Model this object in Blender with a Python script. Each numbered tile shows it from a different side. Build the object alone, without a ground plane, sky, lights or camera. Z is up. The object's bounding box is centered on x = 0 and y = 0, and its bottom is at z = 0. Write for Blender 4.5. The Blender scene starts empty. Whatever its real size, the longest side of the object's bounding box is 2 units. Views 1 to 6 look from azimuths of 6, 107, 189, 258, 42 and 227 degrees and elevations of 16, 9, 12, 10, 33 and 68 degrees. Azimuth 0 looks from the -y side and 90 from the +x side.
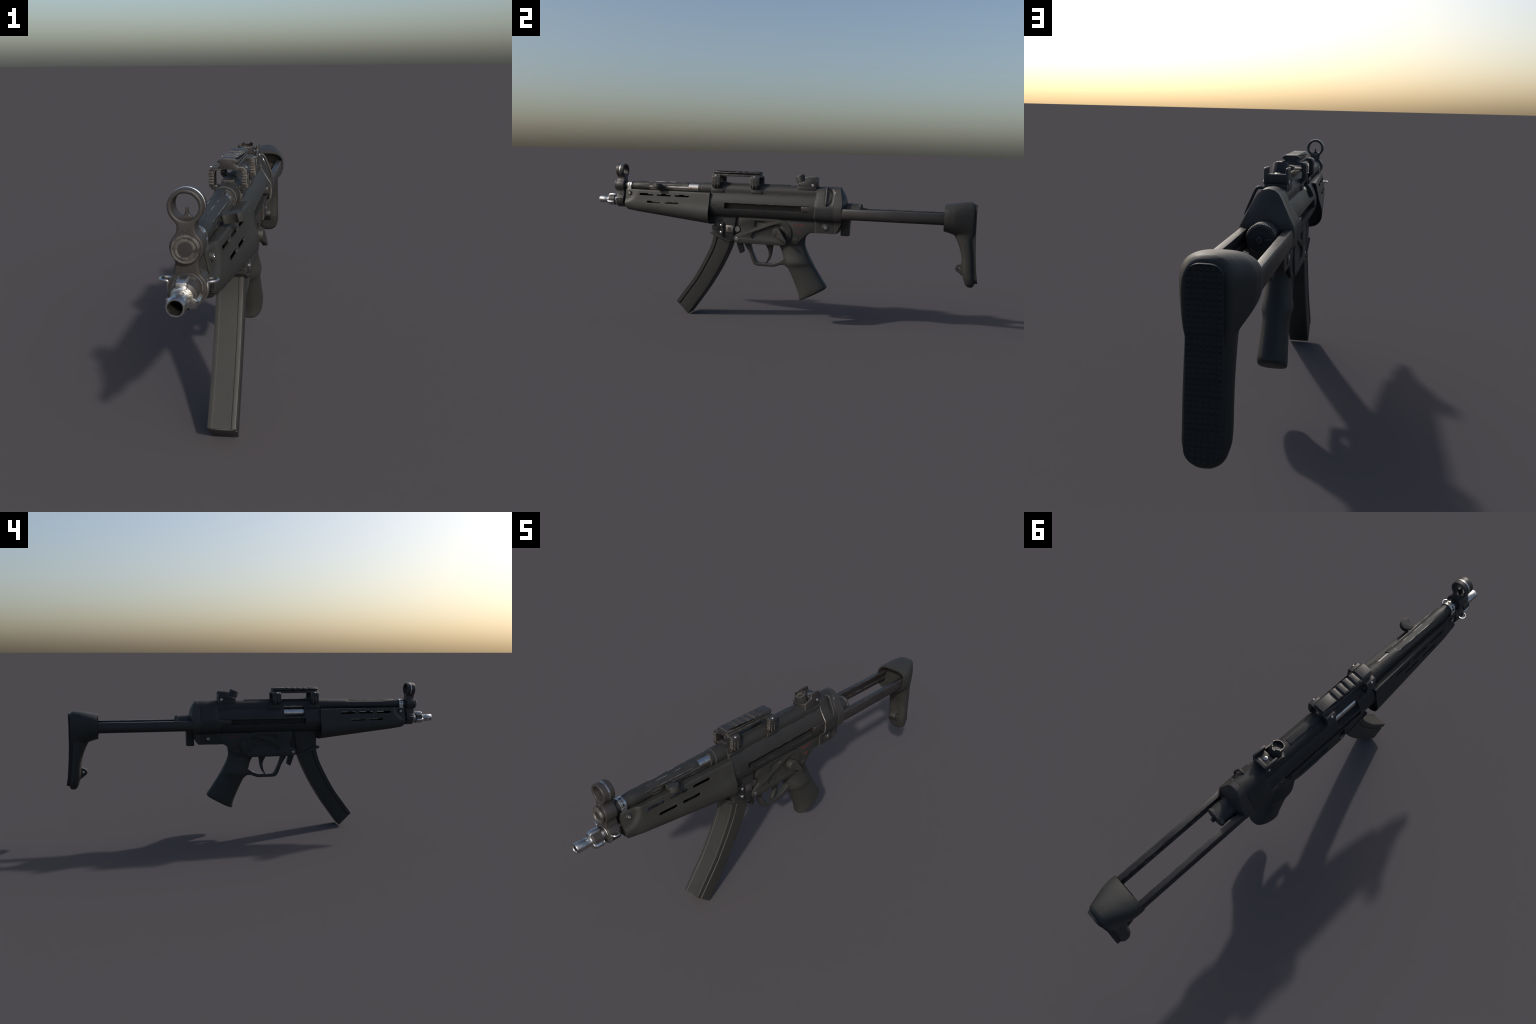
import bpy, bmesh, math
from math import sin, cos, pi, radians, sqrt, hypot, atan2
from mathutils import Vector, Matrix

# ------------------------------------------------------------------ materials
def ramp(nt, src, p0, p1, c0=(0, 0, 0, 1), c1=(1, 1, 1, 1)):
    n = nt.nodes.new("ShaderNodeValToRGB")
    n.color_ramp.elements[0].position = p0
    n.color_ramp.elements[1].position = p1
    n.color_ramp.elements[0].color = c0
    n.color_ramp.elements[1].color = c1
    nt.links.new(src, n.inputs[0])
    return n.outputs[0]


def noise(nt, vec, scale, detail=4.0, rough=0.55):
    n = nt.nodes.new("ShaderNodeTexNoise")
    n.inputs["Scale"].default_value = scale
    n.inputs["Detail"].default_value = detail
    n.inputs["Roughness"].default_value = rough
    nt.links.new(vec, n.inputs["Vector"])
    return n.outputs["Fac"]


def mix(nt, fac, a, b):
    n = nt.nodes.new("ShaderNodeMix")
    n.data_type = "RGBA"
    for sock, val in ((n.inputs[0], fac), (n.inputs[6], a), (n.inputs[7], b)):
        if isinstance(val, bpy.types.NodeSocket):
            nt.links.new(val, sock)
        elif isinstance(val, (int, float)):
            sock.default_value = val
        else:
            sock.default_value = (*val, 1)
    return n.outputs[2]


def math_node(nt, op, a, b=None):
    n = nt.nodes.new("ShaderNodeMath")
    n.operation = op
    for i, v in enumerate((a, b)):
        if v is None:
            continue
        if isinstance(v, bpy.types.NodeSocket):
            nt.links.new(v, n.inputs[i])
        else:
            n.inputs[i].default_value = v
    return n.outputs[0]


def material(name, col, col2=None, rough=0.55, rough2=None, metal=0.0, spec=0.5,
             scale=14.0, wear=None, wear_amount=0.0, wear_radius=0.004, wear_scale=26.0,
             bump=0.0, bump_scale=300.0, scratch=0.0, lo=0.35, hi=0.68, chip=0.46):
    m = bpy.data.materials.new(name)
    m.use_nodes = True
    nt = m.node_tree
    b = nt.nodes["Principled BSDF"]
    tc = nt.nodes.new("ShaderNodeTexCoord").outputs["Object"]
    col2 = col2 or tuple(c * 1.25 for c in col)
    patch = ramp(nt, noise(nt, tc, scale, 6.0, 0.6), lo, hi)
    colour = mix(nt, patch, col, col2)
    rough2 = rough if rough2 is None else rough2
    r = nt.nodes.new("ShaderNodeMapRange")
    nt.links.new(patch, r.inputs[0])
    r.inputs[3].default_value = rough
    r.inputs[4].default_value = rough2
    rough_out = r.outputs[0]
    metal_out = metal
    if wear_amount > 0:
        bv = nt.nodes.new("ShaderNodeBevel")
        bv.samples = 4
        bv.inputs["Radius"].default_value = wear_radius
        geo = nt.nodes.new("ShaderNodeNewGeometry")
        dot = nt.nodes.new("ShaderNodeVectorMath")
        dot.operation = "DOT_PRODUCT"
        nt.links.new(bv.outputs[0], dot.inputs[0])
        nt.links.new(geo.outputs["Normal"], dot.inputs[1])
        edge = ramp(nt, math_node(nt, "SUBTRACT", 1.0, dot.outputs["Value"]), 0.012, 0.09)
        chips = ramp(nt, noise(nt, tc, wear_scale, 5.0, 0.7), chip, chip + 0.15)
        mask = math_node(nt, "MULTIPLY", edge, chips)
        mask = math_node(nt, "MULTIPLY", mask, wear_amount)
        colour = mix(nt, mask, colour, wear)
        mm = nt.nodes.new("ShaderNodeMix")
        mm.inputs[2].default_value = metal
        mm.inputs[3].default_value = 1.0
        nt.links.new(mask, mm.inputs[0])
        metal_out = mm.outputs[0]
    nt.links.new(colour, b.inputs["Base Color"])
    nt.links.new(rough_out, b.inputs["Roughness"])
    if isinstance(metal_out, float):
        b.inputs["Metallic"].default_value = metal_out
    else:
        nt.links.new(metal_out, b.inputs["Metallic"])
    b.inputs["Specular IOR Level"].default_value = spec
    if bump > 0:
        bp = nt.nodes.new("ShaderNodeBump")
        bp.inputs["Strength"].default_value = bump
        bp.inputs["Distance"].default_value = 0.002
        nt.links.new(noise(nt, tc, bump_scale, 3.0, 0.6), bp.inputs["Height"])
        nt.links.new(bp.outputs[0], b.inputs["Normal"])
    return m


WORN = (0.42, 0.39, 0.35)
POLY = material("matt_black_polymer", (0.0228, 0.0228, 0.0215), (0.0270, 0.0270, 0.0248), rough=0.50, rough2=0.6,
                spec=0.32, bump=0.10, wear=(0.07, 0.07, 0.063), wear_amount=0.30)
STEEL = material("blackened_steel", (0.0168, 0.0168, 0.0170), (0.0212, 0.0208, 0.0200), rough=0.52, rough2=0.60, spec=0.36,
                 wear=WORN, wear_amount=0.40, wear_radius=0.003, bump=0.06)
TOWER = material("phosphated_steel", (0.0270, 0.0240, 0.0235), (0.0330, 0.0295, 0.0285), rough=0.45, rough2=0.55, spec=0.40,
                 wear=WORN, wear_amount=0.25, wear_radius=0.003, bump=0.06)
RAIL = material("worn_black_alloy", (0.0200, 0.0188, 0.0192), (0.0250, 0.0236, 0.0233), rough=0.46, rough2=0.58, spec=0.38,
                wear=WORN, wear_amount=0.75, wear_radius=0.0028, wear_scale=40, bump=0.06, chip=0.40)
RODS = material("worn_stock_rod_steel", (0.0165, 0.0148, 0.0152), (0.0225, 0.0205, 0.0202), rough=0.40, rough2=0.5, spec=0.40,
                wear=WORN, wear_amount=0.8, wear_radius=0.0032, wear_scale=34, bump=0.06)
SILVER = material("bare_scuffed_steel", (0.62, 0.62, 0.62), (0.19, 0.185, 0.175), rough=0.24, rough2=0.5, metal=1.0,
                  scale=75.0, lo=0.40, hi=0.66, bump=0.30, bump_scale=260)
BRIGHT = material("bright_screw_steel", (0.62, 0.61, 0.60), (0.40, 0.39, 0.38), rough=0.25, rough2=0.4, metal=1.0,
                  scale=90.0)
GUNMETAL = material("dull_bare_steel", (0.30, 0.29, 0.28), (0.14, 0.135, 0.13), rough=0.35, rough2=0.5, metal=1.0, scale=60.0)
RUBBED = material("rubbed_bare_edge", (0.026, 0.025, 0.024), (0.48, 0.46, 0.43), rough=0.5, rough2=0.32, metal=0.7,
                  scale=24.0, lo=0.45, hi=0.60)
BOLT = material("heat_stained_bolt_steel", (0.55, 0.53, 0.52), (0.23, 0.15, 0.11), rough=0.20, rough2=0.42, metal=1.0,
                scale=30.0, lo=0.48, hi=0.75)
PAD = material("ribbed_rubber", (0.0150, 0.0158, 0.0165), (0.0190, 0.0200, 0.0205), rough=0.7, spec=0.3)
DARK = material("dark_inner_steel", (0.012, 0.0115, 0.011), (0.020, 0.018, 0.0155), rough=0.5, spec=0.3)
RED = material("faded_red_paint", (0.145, 0.024, 0.026), (0.100, 0.021, 0.023), rough=0.6, spec=0.3, scale=120)
GREY = material("faded_grey_paint", (0.090, 0.090, 0.085), (0.060, 0.060, 0.058), rough=0.6, spec=0.3, scale=120)

# ------------------------------------------------------------------ helpers
COL = bpy.context.scene.collection
ROOT = bpy.data.objects.new("submachine_gun", None)
COL.objects.link(ROOT)
ROOT["label"] = "black compact submachine gun with sliding stock and curved magazine"
ROOT["category"] = "gun"


def add(name, bm, mat, parent=ROOT, angle=35, keep=True):
    bmesh.ops.recalc_face_normals(bm, faces=bm.faces[:])
    me = bpy.data.meshes.new(name)
    bm.to_mesh(me)
    bm.free()
    if mat:
        me.materials.append(mat)
    ob = bpy.data.objects.new(name, me)
    COL.objects.link(ob)
    ob.parent = parent
    me.shade_smooth()
    me.set_sharp_from_angle(angle=radians(angle))
    return ob


def bake(ob, angle=35):
    """apply the modifiers of an object in place"""
    dg = bpy.context.evaluated_depsgraph_get()
    me = bpy.data.meshes.new_from_object(ob.evaluated_get(dg))
    me.name = ob.name
    ob.modifiers.clear()
    ob.data = me
    me.shade_smooth()
    me.set_sharp_from_angle(angle=radians(angle))
    return ob


def bevel(ob, width, segs=2, limit=35, angle=35):
    m = ob.modifiers.new("bevel", "BEVEL")
    m.width = width
    m.segments = segs
    m.limit_method = "ANGLE"
    m.angle_limit = radians(limit)
    m.harden_normals = False
    return bake(ob, angle)


def cut(ob, *cutters, op="DIFFERENCE", angle=35):
    for c in cutters:
        m = ob.modifiers.new("cut", "BOOLEAN")
        m.object = c
        m.operation = op
        m.solver = "EXACT"
        bpy.context.view_layer.update()
        bake(ob, angle)
        me = c.data
        bpy.data.objects.remove(c)
    return ob


def loft(rings, closed=True, cap=True, bm=None):
    bm = bm or bmesh.new()
    vs = [[bm.verts.new(p) for p in r] for r in rings]
    n = len(rings[0])
    for a, b in zip(vs, vs[1:]):
        for i in range(n if closed else n - 1):
            j = (i + 1) % n
            bm.faces.new((a[i], a[j], b[j], b[i]))
    if cap:
        bm.faces.new(vs[0][::-1])
        bm.faces.new(vs[-1])
    return bm


def prism(outline, x0, x1, bm=None):
    """outline in (y, z), extruded from x0 to x1"""
    return loft([[(x0, y, z) for y, z in outline], [(x1, y, z) for y, z in outline]], bm=bm)


def prism_y(outline, y0, y1, bm=None):
    """outline in (x, z), extruded from y0 to y1"""
    return loft([[(x, y0, z) for x, z in outline], [(x, y1, z) for x, z in outline]], bm=bm)


def prism_z(outline, z0, z1, bm=None):
    return loft([[(x, y, z0) for x, y in outline], [(x, y, z1) for x, y in outline]], bm=bm)


def box(x0, x1, y0, y1, z0, z1, bm=None):
    return prism([(y0, z0), (y1, z0), (y1, z1), (y0, z1)], x0, x1, bm)


def turned(profile, cx, cz, n=48, bm=None, cap=True):
    """profile of (y, radius) spun about the axis parallel to y through (cx, cz)"""
    rings = [[(cx + r * cos(2 * pi * i / n), y, cz + r * sin(2 * pi * i / n)) for i in range(n)] for y, r in profile]
    return loft(rings, cap=cap, bm=bm)


def disc_x(y, z, prof, n=32, bm=None):
    """profile of (x, radius) spun about the axis parallel to x through (y, z)"""
    rings = [[(x, y + r * cos(2 * pi * i / n), z + r * sin(2 * pi * i / n)) for i in range(n)] for x, r in prof]
    return loft(rings, bm=bm)


def wire(path, r, n=10, closed=False, bm=None):
    """round wire swept along a smooth path"""
    pts = [Vector(p) for p in path]
    rings = []
    up = None
    m = len(pts)
    for i, p in enumerate(pts):
        a = pts[(i - 1) % m] if closed else pts[max(i - 1, 0)]
        b = pts[(i + 1) % m] if closed else pts[min(i + 1, m - 1)]
        t = (b - a).normalized()
        if up is None:
            up = t.orthogonal().normalized()
        up = (up - t * up.dot(t)).normalized()
        w = t.cross(up)
        rings.append([p + up * r * cos(2 * pi * k / n) + w * r * sin(2 * pi * k / n) for k in range(n)])
    if closed:
        rings.append(rings[0])
    return loft(rings, cap=not closed, bm=bm)


def smooth_path(pts, steps=6):
    """Catmull-Rom through the points"""
    P = [Vector(p) for p in pts]
    P = [P[0] * 2 - P[1]] + P + [P[-1] * 2 - P[-2]]
    out = []
    for i in range(1, len(P) - 2):
        a, b, c, d = P[i - 1:i + 3]
        for k in range(steps):
            t = k / steps
            out.append(0.5 * ((2 * b) + (c - a) * t + (2 * a - 5 * b + 4 * c - d) * t * t + (3 * b - a - 3 * c + d) * t ** 3))
    out.append(P[-2])
    return out


def smooth2(pts, steps=6):
    return [(p[0], p[1]) for p in smooth_path([(a, b, 0) for a, b in pts], steps)]


def arc(cy, cz, r, a0, a1, n):
    return [(cy + r * cos(radians(a0 + (a1 - a0) * i / n)), cz + r * sin(radians(a0 + (a1 - a0) * i / n))) for i in range(n + 1)]


def slot_outline(y0, y1, z, h, n=6):
    r = h / 2
    return arc(y1 - r, z, r, -90, 90, n) + arc(y0 + r, z, r, 90, 270, n)


def lerp(a, b, t):
    return a + (b - a) * t


def sstep(a, b, x):
    t = min(1, max(0, (x - a) / (b - a)))
    return t * t * (3 - 2 * t)


def interp(tab, x):
    """piecewise linear table lookup, rows (x, v1, v2, ...)"""
    if x <= tab[0][0]:
        return tab[0][1:]
    for a, b in zip(tab, tab[1:]):
        if x <= b[0]:
            t = (x - a[0]) / (b[0] - a[0])
            return tuple(lerp(p, q, t) for p, q in zip(a[1:], b[1:]))
    return tab[-1][1:]


def both(half):
    """mirror a half profile (x >= 0, from top to bottom centre) into a full ring"""
    ring = list(half)
    for x, z in reversed(half):
        if x > 1e-6:
            ring.append((-x, z))
    return ring


BORE, TUBE = 0.587, 0.667           # heights of the barrel and cocking tube axes

# ------------------------------------------------------------------ barrel
bm = turned([(-0.90, 0.0130), (-0.997, 0.0132), (-1.0, 0.0148), (-1.0, 0.0170), (-0.996, 0.0190), (-0.962, 0.0190),
             (-0.958, 0.0172), (-0.946, 0.0172), (-0.944, 0.0225), (-0.911, 0.0225), (-0.908, 0.0215), (-0.886, 0.0215),
             (-0.886, 0.0165), (-0.30, 0.0165)], 0, BORE, 40)
barrel = add("barrel", bm, SILVER, angle=40)
bm = turned([(-0.9960, 0.0128), (-0.93, 0.0124), (-0.93, 0.0)], 0, BORE, 32, cap=False)
bore = add("bore_lining", bm, DARK, barrel)
bm = turned([(-0.9430, 0.0210), (-0.9370, 0.0285), (-0.9060, 0.0285), (-0.9040, 0.0222)], 0, BORE, 40, cap=False)
add("lug_collar", bm, TOWER, barrel)
lug_mesh = None
for k in range(3):
    a = radians(120 * k)
    if lug_mesh is None:
        def lug_ring(y, top):
            return [(-0.0120, y, 0.012), (0.0120, y, 0.012), (0.0112, y, min(0.0275, top - 0.002)), (0.0090, y, top), (-0.0090, y, top), (-0.0112, y, min(0.0275, top - 0.002))]
        bm = loft([lug_ring(-0.945, 0.0285), lug_ring(-0.936, 0.0345), lug_ring(-0.904, 0.0345)])
        lug = bevel(add("muzzle_lug", bm, SILVER, barrel), 0.0014, 2, 25)
        lug_mesh = lug.data
    else:
        lug = bpy.data.objects.new("muzzle_lug", lug_mesh)
        COL.objects.link(lug)
        lug.parent = barrel
    lug.matrix_local = Matrix.Translation((0, 0, BORE)) @ Matrix.Rotation(a, 4, "Y")

# ------------------------------------------------------------------ front sight tower
half = []
half += [(0.0355 * sin(radians(t)), 0.7478 + 0.0355 * cos(radians(t))) for t in range(0, 141, 10)]
half += [(0.0183, 0.714), (0.0178, 0.707), (0.0190, 0.700)]
half += [(0.0338 * sin(radians(t)), 0.668 + 0.0338 * cos(radians(t))) for t in range(42, 133, 10)]
half += [(0.0232, 0.640), (0.0228, 0.634), (0.0245, 0.627)]
half += [(0.0398 * sin(radians(t)), BORE + 0.0360 * cos(radians(t))) for t in range(40, 181, 10)]
half[0] = (0.0, half[0][1])
half[-1] = (0.0, half[-1][1])
bm = prism_y(both(half), -0.888, -0.8425)
tower = add("front_sight_tower", bm, TOWER)
ringcut = add("cutter", turned([(-0.95, 0.0265), (-0.80, 0.0265)], 0, 0.7478, 48), None)
cut(tower, ringcut)
bevel(tower, 0.0035, 3, 40)
# groove line round the hood, filled with a worn bright band
bm = bmesh.new()
rows = []
for y, r in ((-0.8668, 0.0350), (-0.8663, 0.0361), (-0.8612, 0.0361), (-0.8607, 0.0350)):
    rows.append([(r * sin(radians(t)), y, 0.7478 + r * cos(radians(t))) for t in range(-132, 133, 6)])
bm = loft(rows, closed=False, cap=False)
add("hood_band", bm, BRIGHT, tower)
# sight post with a flared foot
post = smooth2([(0.0, 0.7455), (0.0022, 0.7440), (0.0026, 0.7370), (0.0045, 0.7310), (0.0100, 0.7272), (0.0160, 0.7285), (0.0240, 0.7355)], 4)
half = post + [(0.0245, 0.7250), (0.0150, 0.7190), (0.0, 0.716)]
bm = prism_y(both(half), -0.872, -0.862)
bevel(add("sight_post", bm, RODS, tower), 0.001, 2)
# cap closing the cocking tube, with turned rings and a knurled rim
n = 72
rows = []
for y, r, k in ((-0.888, 0.0285, 0), (-0.890, 0.0292, 0.0006), (-0.898, 0.0292, 0.0006), (-0.9005, 0.0270, 0), (-0.9005, 0.0250, 0),
                (-0.8985, 0.0240, 0), (-0.8985, 0.0205, 0), (-0.9010, 0.0195, 0), (-0.9010, 0.0170, 0), (-0.8995, 0.0160, 0)):
    rows.append([((r + k * (-1) ** i) * cos(2 * pi * i / n), y, 0.668 + (r + k * (-1) ** i) * sin(2 * pi * i / n)) for i in range(n)])
add("tube_end_cap", loft(rows), RAIL, tower, angle=25)
bm = disc_x(0, 0, [(0, 0.0055), (0.002, 0.004)], 16)
ob = add("detent_pin", bm, TOWER, tower)
ob.matrix_local = Matrix.Translation((0, -0.8875, 0.705)) @ Matrix.Rotation(radians(-90), 4, "Z")
# bright rim ring round the barrel hole
bm = turned([(-0.8872, 0.0300), (-0.8895, 0.0310), (-0.8895, 0.0290), (-0.8872, 0.0215)], 0, BORE, 40, cap=False)
add("barrel_collar", bm, TOWER, tower)
bm = turned([(-0.8890, 0.0318), (-0.8902, 0.0312), (-0.8902, 0.0302), (-0.8890, 0.0298)], 0, BORE, 40, cap=False)
add("collar_rim", bm, BRIGHT, tower)
for sx in (1, -1):
    bm = disc_x(-0.8665, 0.618, [(sx * 0.015, 0.0085), (sx * 0.0260, 0.0085), (sx * 0.0265, 0.0060), (sx * 0.0240, 0.0050)], 24)
    add("tower_pin", bm, TOWER, tower)
    # bright wire sling loops
    loop = [(sx * (0.0385 + 0.0), -0.857, 0.598), (sx * 0.047, -0.8565, 0.599), (sx * 0.0545, -0.861, 0.5995), (sx * 0.0578, -0.870, 0.600),
            (sx * 0.0545, -0.879, 0.600), (sx * 0.047, -0.8835, 0.600), (sx * 0.0405, -0.8835, 0.599), (sx * 0.0395, -0.8835, 0.590),
            (sx * 0.0380, -0.883, 0.578), (sx * 0.030, -0.882, 0.563), (sx * 0.020, -0.881, 0.555)]
    add("sling_wire", wire(smooth_path(loop, 5), 0.0031, 10), BRIGHT, tower)

# ------------------------------------------------------------------ cocking tube
FLAT_A, FLAT_B = -0.695, -0.493


def tube_r(y, th):
    R = interp([(-0.86, 0.022), (-0.828, 0.0225), (-0.795, 0.0235), (-0.783, 0.0240), (-0.770, 0.0262), (-0.755, 0.0278), (-0.70, 0.0285), (-0.39, 0.0300)], y)[0]
    k = sstep(FLAT_A - 0.045, FLAT_A + 0.004, y) * (1 - sstep(FLAT_B - 0.012, FLAT_B, y))
    step = radians(40)
    ph = (th - radians(90) + step / 2) % step - step / 2
    flat = min(R, R * 0.945 / cos(ph))
    return lerp(R, flat, k)


ys = [-0.86, -0.828, -0.795, -0.783, -0.776, -0.770, -0.762, -0.755, -0.745, -0.735, -0.72, -0.71, -0.70, -0.69, -0.65, -0.60, -0.55, -0.51, -0.505, -0.501, -0.497, -0.493, -0.45, -0.42, -0.3915]
n = 90
rings = [[(tube_r(y, 2 * pi * i / n) * cos(2 * pi * i / n), y, TUBE + tube_r(y, 2 * pi * i / n) * sin(2 * pi * i / n)) for i in range(n)] for y in ys]
tube = add("cocking_tube", loft(rings), STEEL, angle=15)
# handle slot on the left with a wider rear window
cuts = []
cuts.append(add("cutter", prism([(-0.693, 0.6545), (-0.4125, 0.6545), (-0.4125, 0.6750), (-0.693, 0.6720)], 0.0, 0.06), None))
cuts.append(add("cutter", box(0.009, 0.06, -0.470, -0.4125, 0.656, 0.72), None))
cut(tube, *cuts, angle=15)
bm = turned([(-0.71, 0.0255), (-0.38, 0.0262)], 0, TUBE, 40)
add("cocking_rod", bm, BOLT, tube)
n = 48
add("seam_ring", turned([(-0.3915, 0.0300), (-0.3905, 0.0325), (-0.334, 0.0335)], 0, TUBE, 48), STEEL, tube)
# rubbed ridges between the milled flats
for a in (30, 70, 110):
    pts = [(tube_r(y, radians(a)) * cos(radians(a)), y, TUBE + tube_r(y, radians(a)) * sin(radians(a))) for y in (-0.720, -0.70, -0.66, -0.62, -0.58, -0.54, -0.505)]
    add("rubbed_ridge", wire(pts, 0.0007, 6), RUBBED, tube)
# spring-steel band near the front with pressed dimples
bm = turned([(-0.8225, 0.0238), (-0.8225, 0.0258), (-0.799, 0.0272), (-0.799, 0.0240)], 0, TUBE, 48, cap=False)
band = add("retaining_band", bm, SILVER)
bevel(band, 0.0006, 1)
for k, a in enumerate((78, 50, 22, 130, 158)):
    bm = disc_x(0, 0, [(0, 0.0048), (0.0012, 0.0040), (0.0004, 0.0030)], 16)
    ob = add("band_dimple", bm, TOWER if k % 2 else DARK, band)
    ob.matrix_local = Matrix.Translation((0.0262 * cos(radians(a)), -0.811, TUBE + 0.0262 * sin(radians(a)))) @ Matrix.Rotation(radians(-a), 4, "Y")
for sx in (1, -1):
    bm = box(min(sx * 0.0235, sx * 0.028), max(sx * 0.0235, sx * 0.028), -0.822, -0.7995, 0.640, 0.668)
    bevel(add("band_tail", bm, SILVER, band), 0.001, 1)

# cocking handle: flat round knob with a hollowed front
R = 0.0250
plan = [(0.030, -0.618)] + [(0.0585 + R * cos(radians(t)), -0.6270 + R * sin(radians(t))) for t in range(150, -61, -14)]
plan += smooth2([(0.0715, -0.6505), (0.062, -0.6415), (0.050, -0.6375), (0.041, -0.6375), (0.0335, -0.6385), (0.031, -0.632)], 3)
bm = prism_z(plan, 0.6560, 0.6775)
bmesh.ops.rotate(bm, verts=bm.verts[:], cent=(0.035, 0, 0.6668), matrix=Matrix.Rotation(radians(-13), 3, "Y"))
handle = bevel(add("cocking_handle", bm, POLY), 0.005, 3, 40, 50)
add("handle_stem", box(0.012, 0.040, -0.632, -0.608, 0.6625, 0.6750), DARK, handle)

# ------------------------------------------------------------------ handguard
HG = [(-0.829, 0.0315, 0.0345, 0.0425, 0.0465, 0.0455, 0.0390, 0.0260, 0.5400),
      (-0.755, 0.0400, 0.0430, 0.0510, 0.0555, 0.0550, 0.0470, 0.0310, 0.5300),
      (-0.335, 0.0560, 0.0600, 0.0745, 0.0850, 0.0840, 0.0710, 0.0480, 0.4855)]
HG_NY, HG_T = 90, 0.0042


def hg_half(y):
    t0, t1, a, b, c, d, e, zb = interp(HG, y)
    h = 0.650 - zb
    pts = [(t0, 0.650), (t1, 0.646), (lerp(t1, a, 0.5), 0.650 - h * 0.20), (a, 0.650 - h * 0.38), (b, 0.650 - h * 0.60), (c, 0.650 - h * 0.79),
           (d, 0.650 - h * 0.915), (e, 0.650 - h * 0.975), (0.0, zb)]
    r = tube_r(y, 0.0)
    path = [(sqrt(r * r - 0.0180 ** 2) + 0.0012, 0.6485), (lerp(t0, 0.03, 0.3), 0.6500), pts[0]] + smooth2(pts[1:], 5)
    out = []
    for x, z in path:
        dd = hypot(y + 0.830, z - 0.650)
        x2 = x - 0.0075 * (1 - sstep(0.056, 0.074, dd)) * (1 if z > 0.56 else 0)
        out.append((max(x2, 0.0), z))
    return out


rings = []
for k in range(HG_NY + 1):
    y = lerp(-0.829, -0.335, (k / HG_NY))
    o = hg_half(y)
    ctr = (0.0, 0.60)
    inner = []
    for i, (x, z) in enumerate(o):
        a = o[max(i - 1, 0)]
        b = o[min(i + 1, len(o) - 1)]
        t = Vector((b[0] - a[0], b[1] - a[1])).normalized()
        nx, nz = t.y, -t.x
        if x < 1e-6:
            nx, nz = 0, 1
        px, pz = x + nx * HG_T, z + nz * HG_T
        inner.append((max(px, 0.0), min(pz, 0.6425)))
    L_out = [(-x, z) for x, z in o]
    ring = list(o) + [(-x, z) for x, z in reversed(o[:-1])]
    ring += [(-x, z) for x, z in inner] + [(x, z) for x, z in reversed(inner[:-1])]
    low = lerp(0.562, 0.541, (y + 0.829) / 0.0135) if y < -0.8155 else 0.0
    ring = [(x, max(z, low)) for x, z in ring]
    rings.append([(x, y, z) for x, z in ring])
handguard = add("handguard", loft(rings), POLY, angle=40)
slots = []
for y0, y1, z in ((-0.7405, -0.6570, 0.6270), (-0.6365, -0.5545, 0.6270), (-0.5325, -0.4500, 0.6270), (-0.6925, -0.6110, 0.5893), (-0.5880, -0.5050, 0.5893)):
    slots.append(add("cutter", prism(slot_outline(y0, y1, z, 0.0120), -0.2, 0.2), None))
cut(handguard, *slots, angle=40)
for sx in (1, -1):
    bm = disc_x(-0.804, 0.6290, [(sx * 0.020, 0.0115), (sx * 0.0368, 0.0115), (sx * 0.0385, 0.0100), (sx * 0.0385, 0.0078), (sx * 0.0375, 0.0076)], 28)
    add("pin_seat", bm, POLY, handguard)
    bm = disc_x(-0.804, 0.6290, [(sx * 0.020, 0.0070), (sx * 0.0395, 0.0070), (sx * 0.0405, 0.0058), (sx * 0.0405, 0.0030), (sx * 0.0393, 0.0026)], 24)
    add("pin_head", bm, BRIGHT, handguard)
o = [(x * 0.95, max(z, 0.5570)) for x, z in hg_half(-0.822) if z < 0.640]
add("handguard_front_wall", prism_y([(-x, z) for x, z in reversed(o)] + [(x, z) for x, z in o[:-1]], -0.8265, -0.816), POLY, handguard)
o = [(x * 0.95, max(z, 0.5425)) for x, z in hg_half(-0.805) if z < 0.640]
add("handguard_rib", prism_y([(-x, z) for x, z in reversed(o)] + [(x, z) for x, z in o[:-1]], -0.8150, -0.805), POLY, handguard)
o = [(x * 0.955, max(z, 0.4920)) for x, z in hg_half(-0.352) if z < 0.640]
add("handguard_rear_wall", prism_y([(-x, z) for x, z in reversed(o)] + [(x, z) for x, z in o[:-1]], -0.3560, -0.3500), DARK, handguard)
# front barrel mount
bm = box(-0.018, 0.018, -0.828, -0.80, 0.600, 0.650)
bevel(add("front_barrel_support", bm, DARK, handguard), 0.003, 2)

# ------------------------------------------------------------------ receiver
top = [(0.0, 0.7010)] + [(0.037 * sin(radians(t)), 0.664 + 0.037 * cos(radians(t))) for t in range(10, 91, 10)]
side = smooth2([(0.0372, 0.6535), (0.0440, 0.6475), (0.0535, 0.632), (0.0612, 0.6130), (0.0650, 0.594), (0.0655, 0.577), (0.0625, 0.560), (0.0550, 0.543), (0.0435, 0.5305)], 4)
rec_half = top + side + [(0.0360, 0.5270), (0.0340, 0.5050), (0.0, 0.5000)]
ring = both(rec_half)
rings = [[(x, y, z) for x, z in ring] for y in (-0.336, 0.226)]
receiver = add("receiver", loft(rings), STEEL, angle=30)
cuts = []
for sx in (1, -1):
    cuts.append(add("cutter", box(min(sx * 0.0415, sx * 0.12), max(sx * 0.0415, sx * 0.12), -0.2535, 0.2225, 0.5735, 0.6035), None))
ring = [p for c in ((-0.1460, 0.6605, 0), (-0.2395, 0.6605, 90), (-0.2395, 0.6225, 180), (-0.1460, 0.6225, 270)) for p in arc(c[0], c[1], 0.0100, c[2], c[2] + 90, 4)]
port = add("cutter", prism(ring, -0.12, -0.015), None)
cuts.append(port)
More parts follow.
